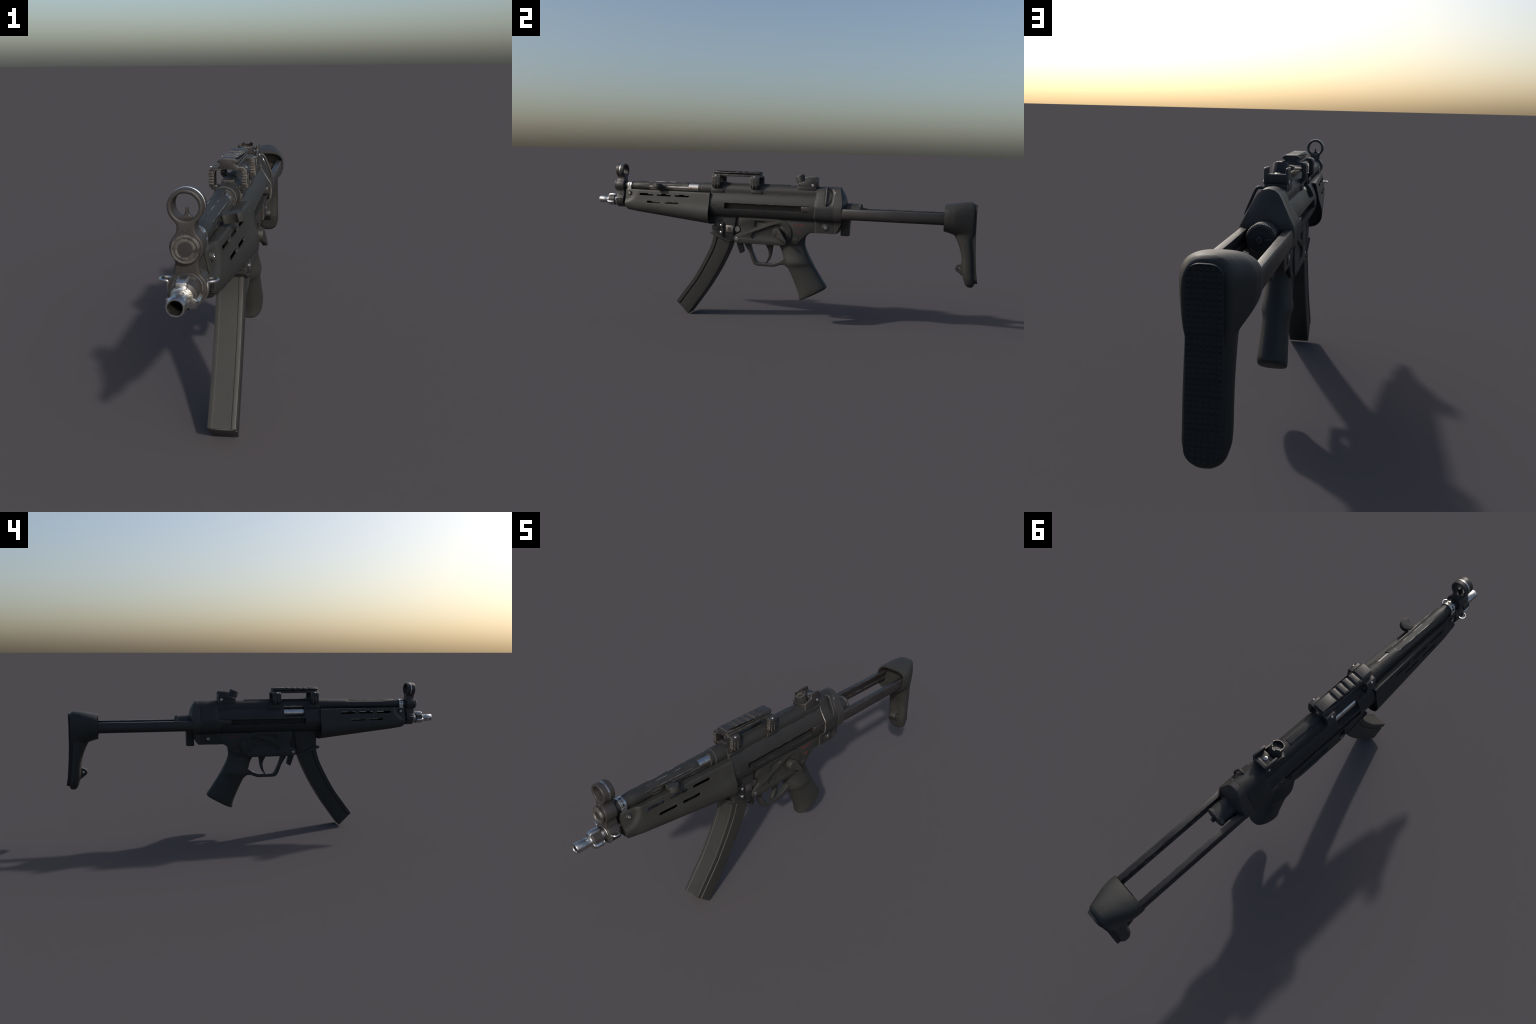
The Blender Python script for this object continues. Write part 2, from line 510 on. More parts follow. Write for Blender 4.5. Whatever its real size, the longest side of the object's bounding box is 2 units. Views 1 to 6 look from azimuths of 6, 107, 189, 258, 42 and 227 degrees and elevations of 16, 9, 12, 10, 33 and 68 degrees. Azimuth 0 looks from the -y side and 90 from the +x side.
cut(receiver, *cuts, angle=30)
bevel(add("bolt_guide", box(-0.030, -0.012, -0.256, -0.130, 0.6590, 0.6690), GUNMETAL, receiver), 0.002, 2)
bm = turned([(-0.26, 0.027), (-0.12, 0.027)], -0.014, 0.6290, 40)
add("bolt_carrier", bm, BOLT, receiver)
# front trunnion running on inside the handguard
bm = turned([(-0.40, 0.050), (-0.334, 0.056)], 0, 0.592, 40)
add("trunnion", bm, DARK, receiver)
for sx in (1, -1):
    bm = disc_x(-0.3095, 0.5885, [(sx * 0.05, 0.0088), (sx * 0.0656, 0.0088), (sx * 0.0660, 0.0075), (sx * 0.0650, 0.0068), (sx * 0.0650, 0.0045), (sx * 0.0662, 0.0035)], 24)
    add("trunnion_rivet", bm, STEEL, receiver)
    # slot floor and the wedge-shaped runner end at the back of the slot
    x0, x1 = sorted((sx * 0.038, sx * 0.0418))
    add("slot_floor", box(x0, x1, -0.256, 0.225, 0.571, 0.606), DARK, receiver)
    x0, x1 = sorted((sx * 0.040, sx * 0.0690))
    bm = prism([(0.150, 0.5765), (0.150, 0.6005), (0.224, 0.6025), (0.224, 0.545), (0.212, 0.550), (0.193, 0.5735), (0.175, 0.5765)], x0, x1)
    bevel(add("slot_runner", bm, RODS, receiver), 0.0022, 2)
# mount lugs on the receiver flanks and the flat top strip
for sx in (1, -1):
    for y0, y1 in ((-0.334, -0.266), (-0.118, -0.060)):
        x0, x1 = sorted((sx * 0.020, sx * 0.0408))
        bm = box(x0, x1, y0, y1, 0.6525, 0.6690)
        bevel(add("mount_lug", bm, STEEL, receiver), 0.002, 2)
bm = box(-0.0125, 0.0125, -0.330, 0.0720, 0.690, 0.7035)
bevel(add("top_strip", bm, STEEL, receiver), 0.0012, 2)
bm = box(-0.0175, 0.0175, -0.3250, -0.262, 0.690, 0.7055)
bevel(add("top_strip_step", bm, STEEL, receiver), 0.0012, 2)

# ------------------------------------------------------------------ rail mount
RT = 0.7640
half = [(0.0, RT), (0.0200, RT), (0.0292, RT - 0.0080), (0.0292, RT - 0.0095), (0.0205, RT - 0.0150), (0.0200, RT - 0.0165), (0.0285, RT - 0.0200), (0.0285, RT - 0.0290), (0.0, RT - 0.0290)]
bm = prism_y(both(half), -0.3275, -0.0800)
rail = add("sight_rail", bm, RAIL)
cuts = []
for k in range(5):
    yc = -0.2755 + 0.0310 * k
    cuts.append(add("cutter", box(-0.05, 0.05, yc - 0.0062, yc + 0.0062, RT - 0.0072, RT + 0.01), None))
cut(rail, *cuts)
bevel(rail, 0.0009, 2, 30)
CLAMPS = ((-0.3265, -0.2835), (-0.1195, -0.0770))
for y0, y1 in CLAMPS:
    half = [(0.0, 0.7425), (0.0435, 0.7420), (0.0525, 0.7320), (0.0525, 0.6930), (0.0445, 0.6785), (0.0375, 0.6785), (0.0375, 0.7210), (0.0330, 0.7320), (0.0, 0.7345)]
    bm = prism_y(both(half), y0, y1)
    br = bevel(add("clamp_bracket", bm, RAIL, rail), 0.0012, 2, 25)
    for sx in (1, -1):
        yc = (y0 + y1) / 2
        # raised rib pair and set screw on the leg
        for dy in (-0.0085, 0.0085):
            x0, x1 = sorted((sx * 0.050, sx * 0.0533))
            bevel(add("leg_rib", box(x0, x1, yc + dy - 0.0016, yc + dy + 0.0016, 0.6830, 0.7180), RAIL, br), 0.0006, 1)
        # ridged end faces of the legs
        for k in range(5):
            z = 0.694 + 0.0075 * k
            x0, x1 = sorted((sx * 0.0400, sx * 0.0515))
            bevel(add("leg_serration", box(x0, x1, y0 - 0.0012, y0 + 0.003, z, z + 0.0040), RAIL, br), 0.0006, 1)
        bm = disc_x(0, 0, [(0.0, 0.0046), (0.0040, 0.0046), (0.0048, 0.0036), (0.0048, 0.0018), (0.0035, 0.0014)], 20)
        ob = add("clamp_screw", bm, BRIGHT, br)
        ob.matrix_local = Matrix.Translation((sx * 0.0470, yc - 0.001, 0.7360)) @ Matrix.Rotation(radians(-48 if sx > 0 else -132), 4, "Y")
        x0, x1 = sorted((sx * 0.030, sx * 0.0390))
        bevel(add("clamp_foot", box(x0, x1, y0 + 0.006, y1 - 0.006, 0.672, 0.690), RAIL, br), 0.0015, 2)

# ------------------------------------------------------------------ rear sight
bm = box(-0.0340, 0.0340, 0.1215, 0.2135, 0.678, 0.7060)
sight = bevel(add("rear_sight", bm, RAIL), 0.0025, 2)
bm = box(-0.0300, 0.0300, 0.1980, 0.2135, 0.700, 0.7300)
bevel(add("sight_back_plate", bm, RAIL, sight), 0.002, 2)
bm = box(-0.0290, 0.0290, 0.1640, 0.2020, 0.700, 0.7270)
bevel(add("sight_block", bm, RAIL, sight), 0.002, 2)
for sx in (1, -1):
    x0, x1 = sorted((sx * 0.0275, sx * 0.0350))
    bm = prism([(0.1235, 0.700), (0.2135, 0.700), (0.2135, 0.738), (0.2100, 0.7440), (0.2030, 0.7475), (0.1570, 0.7460), (0.1600, 0.7300), (0.1560, 0.7240), (0.1235, 0.7120)], x0, x1)
    bevel(add("sight_ear", bm, RAIL, sight), 0.0018, 2)
    bm = disc_x(0.1985, 0.7055, [(sx * 0.030, 0.0070), (sx * 0.0365, 0.0070), (sx * 0.0378, 0.0055), (sx * 0.0378, 0.0025), (sx * 0.0362, 0.0020)], 20)
    add("sight_screw", bm, BRIGHT, sight)
    bm = disc_x(0.1265, 0.7065, [(sx * 0.026, 0.0048), (sx * 0.0352, 0.0048), (sx * 0.0360, 0.0035)], 16)
    add("sight_pin", bm, RODS, sight)
# tilted aperture drum with notched rim
bm = bmesh.new()
n = 48
prof = [(-0.050, 0.0245), (-0.002, 0.0245), (0.0, 0.0235), (0.0, 0.0212), (-0.016, 0.0208), (-0.0165, 0.0165), (-0.019, 0.0160)]
rings = [[(r * cos(2 * pi * i / n), r * sin(2 * pi * i / n), z) for i in range(n)] for z, r in prof]
drum = add("aperture_drum", loft(rings), RAIL, sight)
notches = []
for a, w in ((90, 0.0085), (18, 0.0030), (162, 0.0030)):
    c = add("cutter", box(0.012, 0.04, -w, w, -0.0085 if w > 0.005 else -0.004, 0.01), None)
    c.matrix_world = Matrix.Rotation(radians(a), 4, "Z")
    notches.append(c)
drum.parent = None
cut(drum, *notches)
drum.parent = sight
drum.matrix_local = Matrix.Translation((0, 0.1225, 0.7505)) @ Matrix.Rotation(radians(21.8), 4, "X")
bm = turned([(0, 0.0088), (0.0030, 0.0088), (0.0045, 0.0065), (0.0045, 0.0)], 0, 0, 24)
ob = add("drum_screw", bm, BRIGHT, sight)
ob.matrix_local = Matrix.Translation((0.0, 0.183, 0.7265)) @ Matrix.Rotation(radians(90), 4, "X")
bm = box(-0.0058, 0.0058, -0.0012, 0.0012, 0.0, 0.0051)
box(-0.0012, 0.0012, -0.0058, 0.0058, 0.0, 0.00505, bm)
ob = add("screw_cross", bm, DARK, sight)
ob.matrix_local = Matrix.Translation((0.0, 0.183, 0.7265))
# semicircular bracket in front of the drum
bm = prism_z([(0.0333, 0.150)] + [(0.0333 * cos(radians(t)), 0.1250 - 0.012 * sin(radians(t))) for t in range(0, 181, 15)] + [(-0.0333, 0.150)], 0.690, 0.7100)
bevel(add("drum_seat", bm, STEEL, sight), 0.0025, 2)

# ------------------------------------------------------------------ magazine well
well = [(-0.3190, 0.560), (-0.3190, 0.4420), (-0.2270, 0.4030), (-0.2130, 0.4030), (-0.1960, 0.520), (-0.1960, 0.560)]
bm = prism(well, -0.0410, 0.0410)
magwell = bevel(add("magazine_well", bm, STEEL), 0.004, 3)
bm = prism([(-0.338, 0.4475), (-0.334, 0.4380), (-0.2300, 0.3960), (-0.2220, 0.4040), (-0.2300, 0.4075), (-0.328, 0.4500)], -0.0460, 0.0460)
bevel(add("well_flange", bm, STEEL, magwell), 0.0025, 2)
# inner core bridging the well and the trigger housing
bm = prism([(-0.215, 0.545), (-0.215, 0.410), (-0.150, 0.404), (-0.150, 0.545)], -0.0320, 0.0320)
add("well_bridge", bm, DARK, magwell)
# riveted plate on the left
bm = prism([(-0.322, 0.462), (-0.310, 0.462), (-0.300, 0.5020), (-0.2630, 0.5030), (-0.2625, 0.4240), (-0.2750, 0.4265), (-0.3110, 0.4420), (-0.322, 0.444)], 0.0300, 0.0480)
plate = bevel(add("well_plate", bm, STEEL, magwell), 0.0018, 2)
bm = box(0.030, 0.0510, -0.3265, -0.2960, 0.4600, 0.4830)
bevel(add("plate_block", bm, STEEL, plate), 0.002, 2)
bm = disc_x(-0.2925, 0.4700, [(0.046, 0.0075), (0.0505, 0.0075), (0.0515, 0.0060), (0.0515, 0.0035), (0.0500, 0.003)], 20)
add("plate_screw", bm, STEEL, plate)
for z in (0.4855, 0.4490):
    bm = disc_x(-0.2735, z, [(0.046, 0.0072), (0.0520, 0.0072), (0.0545, 0.0052), (0.0555, 0.0025)], 20)
    add("plate_rivet", bm, BRIGHT, plate)
# bright squared catch and release button
bm = prism([(-0.2500, 0.4505), (-0.2500, 0.4870), (-0.2065, 0.4860), (-0.2130, 0.4490)], 0.034, 0.0450)
catch = bevel(add("catch_plate", bm, GUNMETAL, magwell), 0.0015, 2)
bm = prism([(-0.2395, 0.4600), (-0.2395, 0.4780), (-0.2240, 0.4780), (-0.2265, 0.4600)], 0.0400, 0.0462)
bevel(add("catch_boss", bm, TOWER, catch), 0.001, 1)
bm = disc_x(-0.1905, 0.4690, [(0.0, 0.0160), (0.0340, 0.0160), (0.0375, 0.0140), (0.0375, 0.0)], 32)
add("release_button", bm, GUNMETAL, magwell)
# faint panel on the right of the well
bm = prism([(-0.3070, 0.4570), (-0.3070, 0.5130), (-0.2360, 0.5130), (-0.2440, 0.4330)], -0.0424, -0.0400)
bevel(add("well_panel", bm, STEEL, magwell), 0.0008, 1)

# ------------------------------------------------------------------ magazine
front = smooth2([(-0.311, 0.460), (-0.3205, 0.4280), (-0.3375, 0.3700), (-0.3725, 0.2980), (-0.4265, 0.2030), (-0.4775, 0.1330), (-0.5280, 0.0640)], 6)
back = smooth2([(-0.213, 0.430), (-0.2270, 0.3925), (-0.2520, 0.3310), (-0.2980, 0.2400), (-0.3570, 0.1430), (-0.4040, 0.0760), (-0.4600, 0.0000)], 6)
MW = 0.0390
rings = []
for (fy, fz), (by, bz) in zip(front, back):
    prof = [(0.0, MW * 0.90), (0.012, MW), (0.20, MW), (0.225, MW - 0.0040), (0.285, MW - 0.0045), (0.315, MW - 0.0005), (0.90, MW - 0.0005), (0.97, MW - 0.0015), (1.0, MW - 0.0050)]
    ring = [(w, lerp(fy, by, t), lerp(fz, bz, t)) for t, w in prof]
    ring += [(-w, lerp(fy, by, t), lerp(fz, bz, t)) for t, w in reversed(prof)]
    # sunk central channel in the front wall
    ty, tz = by - fy, bz - fz
    l = hypot(ty, tz)
    ring += [(-w, fy + ty / l * d, fz + tz / l * d) for w, d in ((0.0275, 0.0), (0.0250, 0.0015))]
    ring += [(w, fy + ty / l * d, fz + tz / l * d) for w, d in ((0.0250, 0.0015), (0.0275, 0.0))]
    rings.append(ring)
magazine = add("magazine", loft(rings), POLY, angle=30)
# floor plate
fy, fz = front[-1]
by, bz = back[-1]
dirx = Vector((by - fy, bz - fz)).normalized()
nrm = Vector((dirx.y, -dirx.x))
if nrm.y > 0:
    nrm = -nrm
pl = []
for t, d in ((0.05, -0.012), (0.05, 0.0020), (0.93, 0.0016), (0.93, -0.010)):
    p = Vector((fy, fz)).lerp(Vector((by, bz)), t) + nrm * d
    pl.append((p.x, max(p.y, 0.0)))
bevel(add("floor_plate", prism(pl, -0.0320, 0.0320), STEEL, magazine), 0.001, 2)

# ------------------------------------------------------------------ trigger housing
body = [(-0.150, 0.532), (-0.160, 0.404), (-0.150, 0.399), (0.0745, 0.400), (0.1145, 0.4045), (0.128, 0.412), (0.150, 0.4365), (0.168, 0.4560), (0.180, 0.466), (0.192, 0.471), (0.228, 0.4715), (0.228, 0.532)]
bm = prism(body, -0.0365, 0.0365)
housing = bevel(add("trigger_housing", bm, POLY), 0.0025, 2)
rear_plate = [(0.040, 0.401)] + body[4:] + [(0.040, 0.532)]
bevel(add("housing_rear_plate", prism(rear_plate, -0.0400, 0.0400), POLY, housing), 0.002, 2)
panel = [(-0.1790, 0.5320), (-0.1830, 0.4925), (-0.1750, 0.4870), (-0.1690, 0.4790), (-0.1680, 0.4580), (-0.1780, 0.4490), (-0.1960, 0.4395)]
panel += arc(-0.1900, 0.4195, 0.0190, 140, 255, 6) + [(-0.1500, 0.3985), (0.0300, 0.3985), (0.0580, 0.3995)]
panel += smooth2([(0.0700, 0.4040), (0.0880, 0.4250), (0.0980, 0.4520), (0.0985, 0.4750), (0.0890, 0.4990), (0.0650, 0.5210), (0.0200, 0.5320)], 4)
big = smooth2([(-0.1040, 0.4560), (-0.0950, 0.4620), (-0.0500, 0.4790), (0.0000, 0.4990), (0.0250, 0.5050), (0.0480, 0.5000), (0.0640, 0.4860), (0.0700, 0.4650), (0.0650, 0.4420), (0.0530, 0.4260), (0.0400, 0.4225), (0.0, 0.4225), (-0.0950, 0.4245), (-0.1080, 0.4290), (-0.1130, 0.4400), (-0.1040, 0.4560)], 4)[:-1]
tri = [(-0.0960, 0.4850), (-0.0960, 0.5170), (-0.0470, 0.5180), (-0.0375, 0.5130), (-0.0350, 0.5060), (-0.0400, 0.4990)]
for sx in (1, -1):
    x0, x1 = sorted((sx * 0.0320, sx * 0.0445))
    side_panel = add("housing_panel", prism(panel, x0, x1), POLY, housing)
    a, b = sorted((sx * 0.0375, sx * 0.07))
    cs = [add("cutter", prism(big, a, b), None), add("cutter", prism(tri, a, b), None)]
    cut(side_panel, *cs)
    bevel(side_panel, 0.0012, 2)
    # rear pin (on the cover) and front pin
    bm = disc_x(-0.1900, 0.4190, [(sx * 0.034, 0.0078), (sx * 0.0450, 0.0078), (sx * 0.0460, 0.0066), (sx * 0.0460, 0.0034), (sx * 0.0448, 0.0030)], 24)
    add("housing_pin", bm, BRIGHT, housing)
    x0, x1 = sorted((sx * 0.0445, sx * 0.0463))
    ob = add("dark_slot_bar", box(x0, x1, -0.0048, 0.0048, -0.0010, 0.0010), DARK, housing)  # thin dark bar added on the pin face, in place of a cut slot
    ob.matrix_local = Matrix.Translation((0, -0.1900, 0.4190)) @ Matrix.Rotation(radians(-40), 4, "X")
    # fire mode pictograms as thin painted frames
    def frame(y0, y1, z0, z1, mat, t=0.0014):
        bm = bmesh.new()
        p0, p1 = sorted((sx * 0.0395, sx * 0.0404))
        box(p0, p1, y0, y1, z0, z0 + t, bm)
        box(p0, p1, y0, y1, z1 - t, z1, bm)
        box(p0, p1, y0, y0 + t, z0 + t, z1 - t, bm)
        box(p0, p1, y1 - t, y1, z0 + t, z1 - t, bm)
        zc, yc = (z0 + z1) / 2, (y0 + y1) / 2
        box(p0, p1, lerp(y0, y1, 0.30), lerp(y0, y1, 0.70), zc - t * 0.45, zc + t * 0.45, bm)
        add("fire_mode_mark", bm, mat, housing)
    for k in range(3):
        frame(0.1030 + 0.0205 * k, 0.1235 + 0.0205 * k, 0.5020, 0.5115, RED)
    frame(0.1235, 0.1450, 0.4665, 0.4760, RED)
    frame(0.1055, 0.1265, 0.4310, 0.4400, GREY)

# selector lever on the left, flush hub on the right
bm = disc_x(0.0270, 0.4640, [(0.040, 0.0240), (0.0600, 0.0240), (0.0640, 0.0225), (0.0650, 0.0195)], 40)
selector = add("selector_lever", bm, POLY, angle=50)
lev = [(0.0270, 0.4880), (0.0360, 0.4860), (0.0440, 0.4790), (0.0780, 0.4300), (0.0800, 0.4200), (0.0770, 0.4130), (0.0720, 0.4160), (0.0560, 0.4280), (0.0420, 0.4350), (0.0240, 0.4405), (0.0300, 0.4640)]
bm = bmesh.new()
lo = [bm.verts.new((0.0500 + 0.006 * sstep(0.03, 0.08, y), y, z)) for y, z in lev]
hi = [bm.verts.new((0.0655 + 0.0085 * sstep(0.03, 0.08, y), y, z)) for y, z in lev]
m = len(lev)
for i in range(m):
    bm.faces.new((lo[i], lo[(i + 1) % m], hi[(i + 1) % m], hi[i]))
bm.faces.new(lo[::-1])
bm.faces.new(hi)
bevel(add("selector_wing", bm, POLY, selector), 0.003, 3, 50, 50)
bm = disc_x(0.0240, 0.4640, [(-0.036, 0.0145), (-0.0385, 0.0145), (-0.0390, 0.0130), (-0.0390, 0.0080), (-0.0384, 0.0075)], 32)
add("selector_hub", bm, POLY, housing)

# trigger, guard, magazine release lever
guard_out = [(-0.1640, 0.4020), (-0.1560, 0.3860), (-0.1400, 0.3620), (-0.1300, 0.3430), (-0.1190, 0.3130), (-0.1090, 0.2930), (-0.0970, 0.2835), (-0.0800, 0.2815), (-0.0050, 0.2820), (0.0080, 0.2845), (0.0360, 0.2950), (0.0560, 0.2965), (0.0800, 0.2800), (0.0950, 0.3000)]
guard_in = [(0.0700, 0.3400), (0.0460, 0.3260), (0.0250, 0.3120), (0.0000, 0.3010), (-0.0100, 0.2990), (-0.0780, 0.2990), (-0.0900, 0.3020), (-0.0970, 0.3120), (-0.1070, 0.3330), (-0.1150, 0.3500), (-0.1230, 0.3760), (-0.1280, 0.3900), (-0.1280, 0.4020)]
guard = bevel(add("trigger_guard", prism(guard_out + guard_in, -0.0160, 0.0160), POLY), 0.0045, 3, 50, 50)
trig = smooth2([(-0.0450, 0.4050), (-0.0420, 0.3880), (-0.0330, 0.3720), (-0.0285, 0.3540), (-0.0300, 0.3360), (-0.0360, 0.3170), (-0.0450, 0.3000)], 3)
trig += smooth2([(-0.0420, 0.2985), (-0.0300, 0.3090), (-0.0190, 0.3280), (-0.0125, 0.3520), (-0.0090, 0.3800), (-0.0060, 0.3920), (0.0010, 0.4050)], 3)
trigger = bevel(add("trigger", prism(trig, -0.0095, 0.0095), POLY), 0.0025, 2, 50, 50)
bm = prism([(-0.2010, 0.4060), (-0.1990, 0.3870), (-0.1830, 0.3420), (-0.1790, 0.3400), (-0.1650, 0.3490), (-0.1640, 0.3540), (-0.1720, 0.3850), (-0.1720, 0.4060)], -0.0170, 0.0170)
bevel(add("magazine_release", bm, STEEL), 0.002, 2)

# ------------------------------------------------------------------ grip
GR = [  # front y, front z, back y, back z, half width
    (0.0000, 0.4150, 0.1720, 0.4650, 0.0360), (0.0260, 0.3950, 0.1580, 0.4360, 0.0362), (0.0400, 0.3650, 0.1575, 0.4010, 0.0372),
    (0.0455, 0.3380, 0.1760, 0.3640, 0.0415), (0.0520, 0.3130, 0.1910, 0.3340, 0.0475), (0.0600, 0.2990, 0.2000, 0.3180, 0.0490),
    (0.0665, 0.2900, 0.2060, 0.3080, 0.0440), (0.0740, 0.2790, 0.2130, 0.2960, 0.0418), (0.0880, 0.2540, 0.2300, 0.2700, 0.0412),
    (0.1050, 0.2170, 0.2490, 0.2420, 0.0422), (0.1220, 0.1790, 0.2650, 0.2190, 0.0438), (0.1330, 0.1520, 0.2750, 0.2050, 0.0452),
    (0.1345, 0.1330, 0.2775, 0.1990, 0.0455), (0.1370, 0.1210, 0.2745, 0.1900, 0.0440), (0.1450, 0.1180, 0.2640, 0.1815, 0.0400)]
rings = []
NS = 40
for fy, fz, by, bz, hw in GR:
    fy, by = fy + 0.003, by + 0.001
    ring = []
    for i in range(NS):
        a = 2 * pi * i / NS
        e = 0.72
        cx = math.copysign(abs(cos(a)) ** e, cos(a))
        cy = math.copysign(abs(sin(a)) ** e, sin(a))
        t = 0.5 + 0.5 * cy
        w = hw * (0.90 + 0.10 * sin(pi * min(1, t * 1.2)))
        ring.append((w * cx, lerp(fy, by, t), lerp(fz, bz, t)))
    rings.append(ring)
bm = loft(rings)
grip = add("pistol_grip", bm, POLY, angle=70)
m = grip.modifiers.new("sub", "SUBSURF")
m.levels = m.render_levels = 1
bake(grip, 70)

# ------------------------------------------------------------------ rear cover and end cap
COV_A = [(0.0, 0.6985), (0.016, 0.6955), (0.0295, 0.6850), (0.0372, 0.6690), (0.0395, 0.6560), (0.0450, 0.6460), (0.0560, 0.6290), (0.0660, 0.6130), (0.0725, 0.6040), (0.0740, 0.5950), (0.0740, 0.5650), (0.0700, 0.5480), (0.0580, 0.5340), (0.0485, 0.5300), (0.0480, 0.5200), (0.0480, 0.4715), (0.0, 0.4705)]
COV_B = [(0.0, 0.7020), (0.0160, 0.6990), (0.0285, 0.6900), (0.0370, 0.6770), (0.0430, 0.6650), (0.0500, 0.6520), (0.0590, 0.6345), (0.0675, 0.6180), (0.0730, 0.6060), (0.0750, 0.5950), (0.0750, 0.5650), (0.0710, 0.5480), (0.0590, 0.5330), (0.0495, 0.5290), (0.0485, 0.5200), (0.0480, 0.4730), (0.0, 0.4720)]
rings = []
for y, t in ((0.2180, 0.0), (0.2215, 0.05), (0.2270, 0.25), (0.240, 0.45), (0.255, 0.62), (0.265, 0.75), (0.272, 0.83), (0.278, 0.9), (0.285, 0.95), (0.292, 1), (0.298, 1), (0.304, 1), (0.3110, 1.0)):
    half = [(lerp(a[0], b[0], t), lerp(a[1], b[1], t)) for a, b in zip(COV_A, COV_B)]
    if y < 0.22:
        half = [(x * 0.985, z - 0.0015 if z > 0.66 else z) for x, z in half]
    ring = both(half)
    out = []
    for x, z in ring:
        # pocket behind the sling loop on the left
        if x > 0:
            x -= 0.011 * sstep(0.268, 0.280, y) * (1 - sstep(0.296, 0.308, y)) * sstep(0.615, 0.632, z) * (1 - sstep(0.668, 0.692, z))
        out.append((x, y, z))
    rings.append(out)
cover = add("rear_cover", loft(rings), STEEL, angle=45)
# worn bright leading edge
half = [(lerp(a[0], b[0], 0.03), lerp(a[1], b[1], 0.03)) for a, b in zip(COV_A, COV_B)][3:15]
for sx in (1,):
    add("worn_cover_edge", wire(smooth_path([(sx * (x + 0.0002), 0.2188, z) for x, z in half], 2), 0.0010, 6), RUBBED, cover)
# end cap with a rear face leaning forward at top and bottom
rings = []
for y, s, rear in ((0.3125, 0.0, 0), (0.3200, 0.0, 0), (0.3360, 0.0, 1)):
    ring = both(COV_B)
    rings.append([(x, y, z) for x, z in ring])


def cap_rear_y(z):
    return interp([(0.4700, 0.3240), (0.4780, 0.3320), (0.5050, 0.3440), (0.5450, 0.3530), (0.6000, 0.3540), (0.6280, 0.3560), (0.6350, 0.3540), (0.7020, 0.3375)], z)[0]


bulge = [(x * 1.0, cap_rear_y(z), z) for x, z in both(COV_B)]
rings = [[(x * 1.005, 0.3125, z) for x, z in both(COV_B)], [(x * 1.01, 0.318, z) for x, z in both(COV_B)], [(x * 0.995, cap_rear_y(z) - 0.004, z) for x, z in both(COV_B)],
         [(x * 0.955, cap_rear_y(z), lerp(z, 0.59, 0.03)) for x, z in both(COV_B)]]
# rear face: ridge line stands out further at mid height
inner = [(x * 0.60, lerp(cap_rear_y(z), 0.366, 0.75), lerp(z, 0.612, 0.45)) for x, z in both(COV_B)]
inner2 = [(x * 0.22, 0.3665, lerp(z, 0.615, 0.80)) for x, z in both(COV_B)]
rings += [inner, inner2]
endcap = add("end_cap", loft(rings), TOWER, angle=30)
# silver nick where the edge is rubbed bare
bm = disc_x(0, 0, [(0.0, 0.0060), (0.0012, 0.0050)], 12)
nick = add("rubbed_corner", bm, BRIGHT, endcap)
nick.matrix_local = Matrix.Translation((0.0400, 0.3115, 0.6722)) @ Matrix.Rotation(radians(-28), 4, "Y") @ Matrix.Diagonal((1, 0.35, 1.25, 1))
for sx in (1, -1):
    bm = disc_x(0.2715, 0.5030, [(sx * 0.046, 0.0205), (sx * 0.0490, 0.0190), (sx * 0.0515, 0.0130), (sx * 0.0515, 0.0095), (sx * 0.0505, 0.0090)], 32)
    add("pin_boss", bm, STEEL, cover)
    bm = disc_x(0.2715, 0.5030, [(sx * 0.046, 0.0080), (sx * 0.0518, 0.0080), (sx * 0.0530, 0.0068), (sx * 0.0530, 0.0036), (sx * 0.0518, 0.0030)], 24)
    add("cover_pin", bm, BRIGHT, cover)
    x0, x1 = sorted((sx * 0.0515, sx * 0.0533))
    ob = add("dark_slot_bar", box(x0, x1, -0.0050, 0.0050, -0.0010, 0.0010), DARK, cover)  # dark bar laid on the cover pin to stand for its slot; nothing cut
    ob.matrix_local = Matrix.Translation((0, 0.2715, 0.5030)) @ Matrix.Rotation(radians(-40), 4, "X")
loop = [(0.014, 0.2700, 0.6900), (0.024, 0.2705, 0.6960), (0.0370, 0.2720, 0.6975), (0.0440, 0.2725, 0.6930), (0.0490, 0.2730, 0.6840), (0.0600, 0.2740, 0.6580), (0.0700, 0.2745, 0.6330), (0.0725, 0.2745, 0.6220),
        (0.0705, 0.2745, 0.6140), (0.0640, 0.2745, 0.6105), (0.0550, 0.2745, 0.6120)]
add("sling_loop", wire(smooth_path(loop, 5), 0.0046, 12), TOWER)
# buffer plug between the rods
n = 96
rows = []
for y, r, k in ((0.350, 0.0388, 0), (0.424, 0.0388, 0), (0.425, 0.0378, 0), (0.4265, 0.0378, 0), (0.4275, 0.0392, 0.0007), (0.4365, 0.0385, 0.0007), (0.4405, 0.0345, 0), (0.4405, 0.0335, 0)):
    rows.append([((r + k * (1 if i % 2 else -1)) * cos(2 * pi * i / n), y, 0.5855 + (r + k * (1 if i % 2 else -1)) * sin(2 * pi * i / n)) for i in range(n)])
plug = add("buffer_plug", loft(rows), STEEL, angle=30)
bm = turned([(0.436, 0.0085), (0.4530, 0.0085), (0.4545, 0.0070)], 0, 0.5855, 24)
add("plug_stud", bm, STEEL, plug)
bm = box(-0.0300, 0.0300, 0.4390, 0.4415, 0.5835, 0.5875)
add("plug_rib", bm, STEEL, plug)
# stock latch lever
half = [(0.0, 0.560), (0.0470, 0.560), (0.0470, 0.546), (0.0360, 0.5275), (0.0250, 0.5060), (0.0220, 0.4900), (0.0220, 0.4635), (0.0, 0.4635)]
bm = prism_y(both(half), 0.3420, 0.3825)
latch = bevel(add("stock_latch", bm, POLY), 0.003, 2)
bm = prism([(0.340, 0.600), (0.340, 0.552), (0.372, 0.552), (0.372, 0.600)], -0.0430, 0.0430)
add("latch_core", bm, DARK, latch)

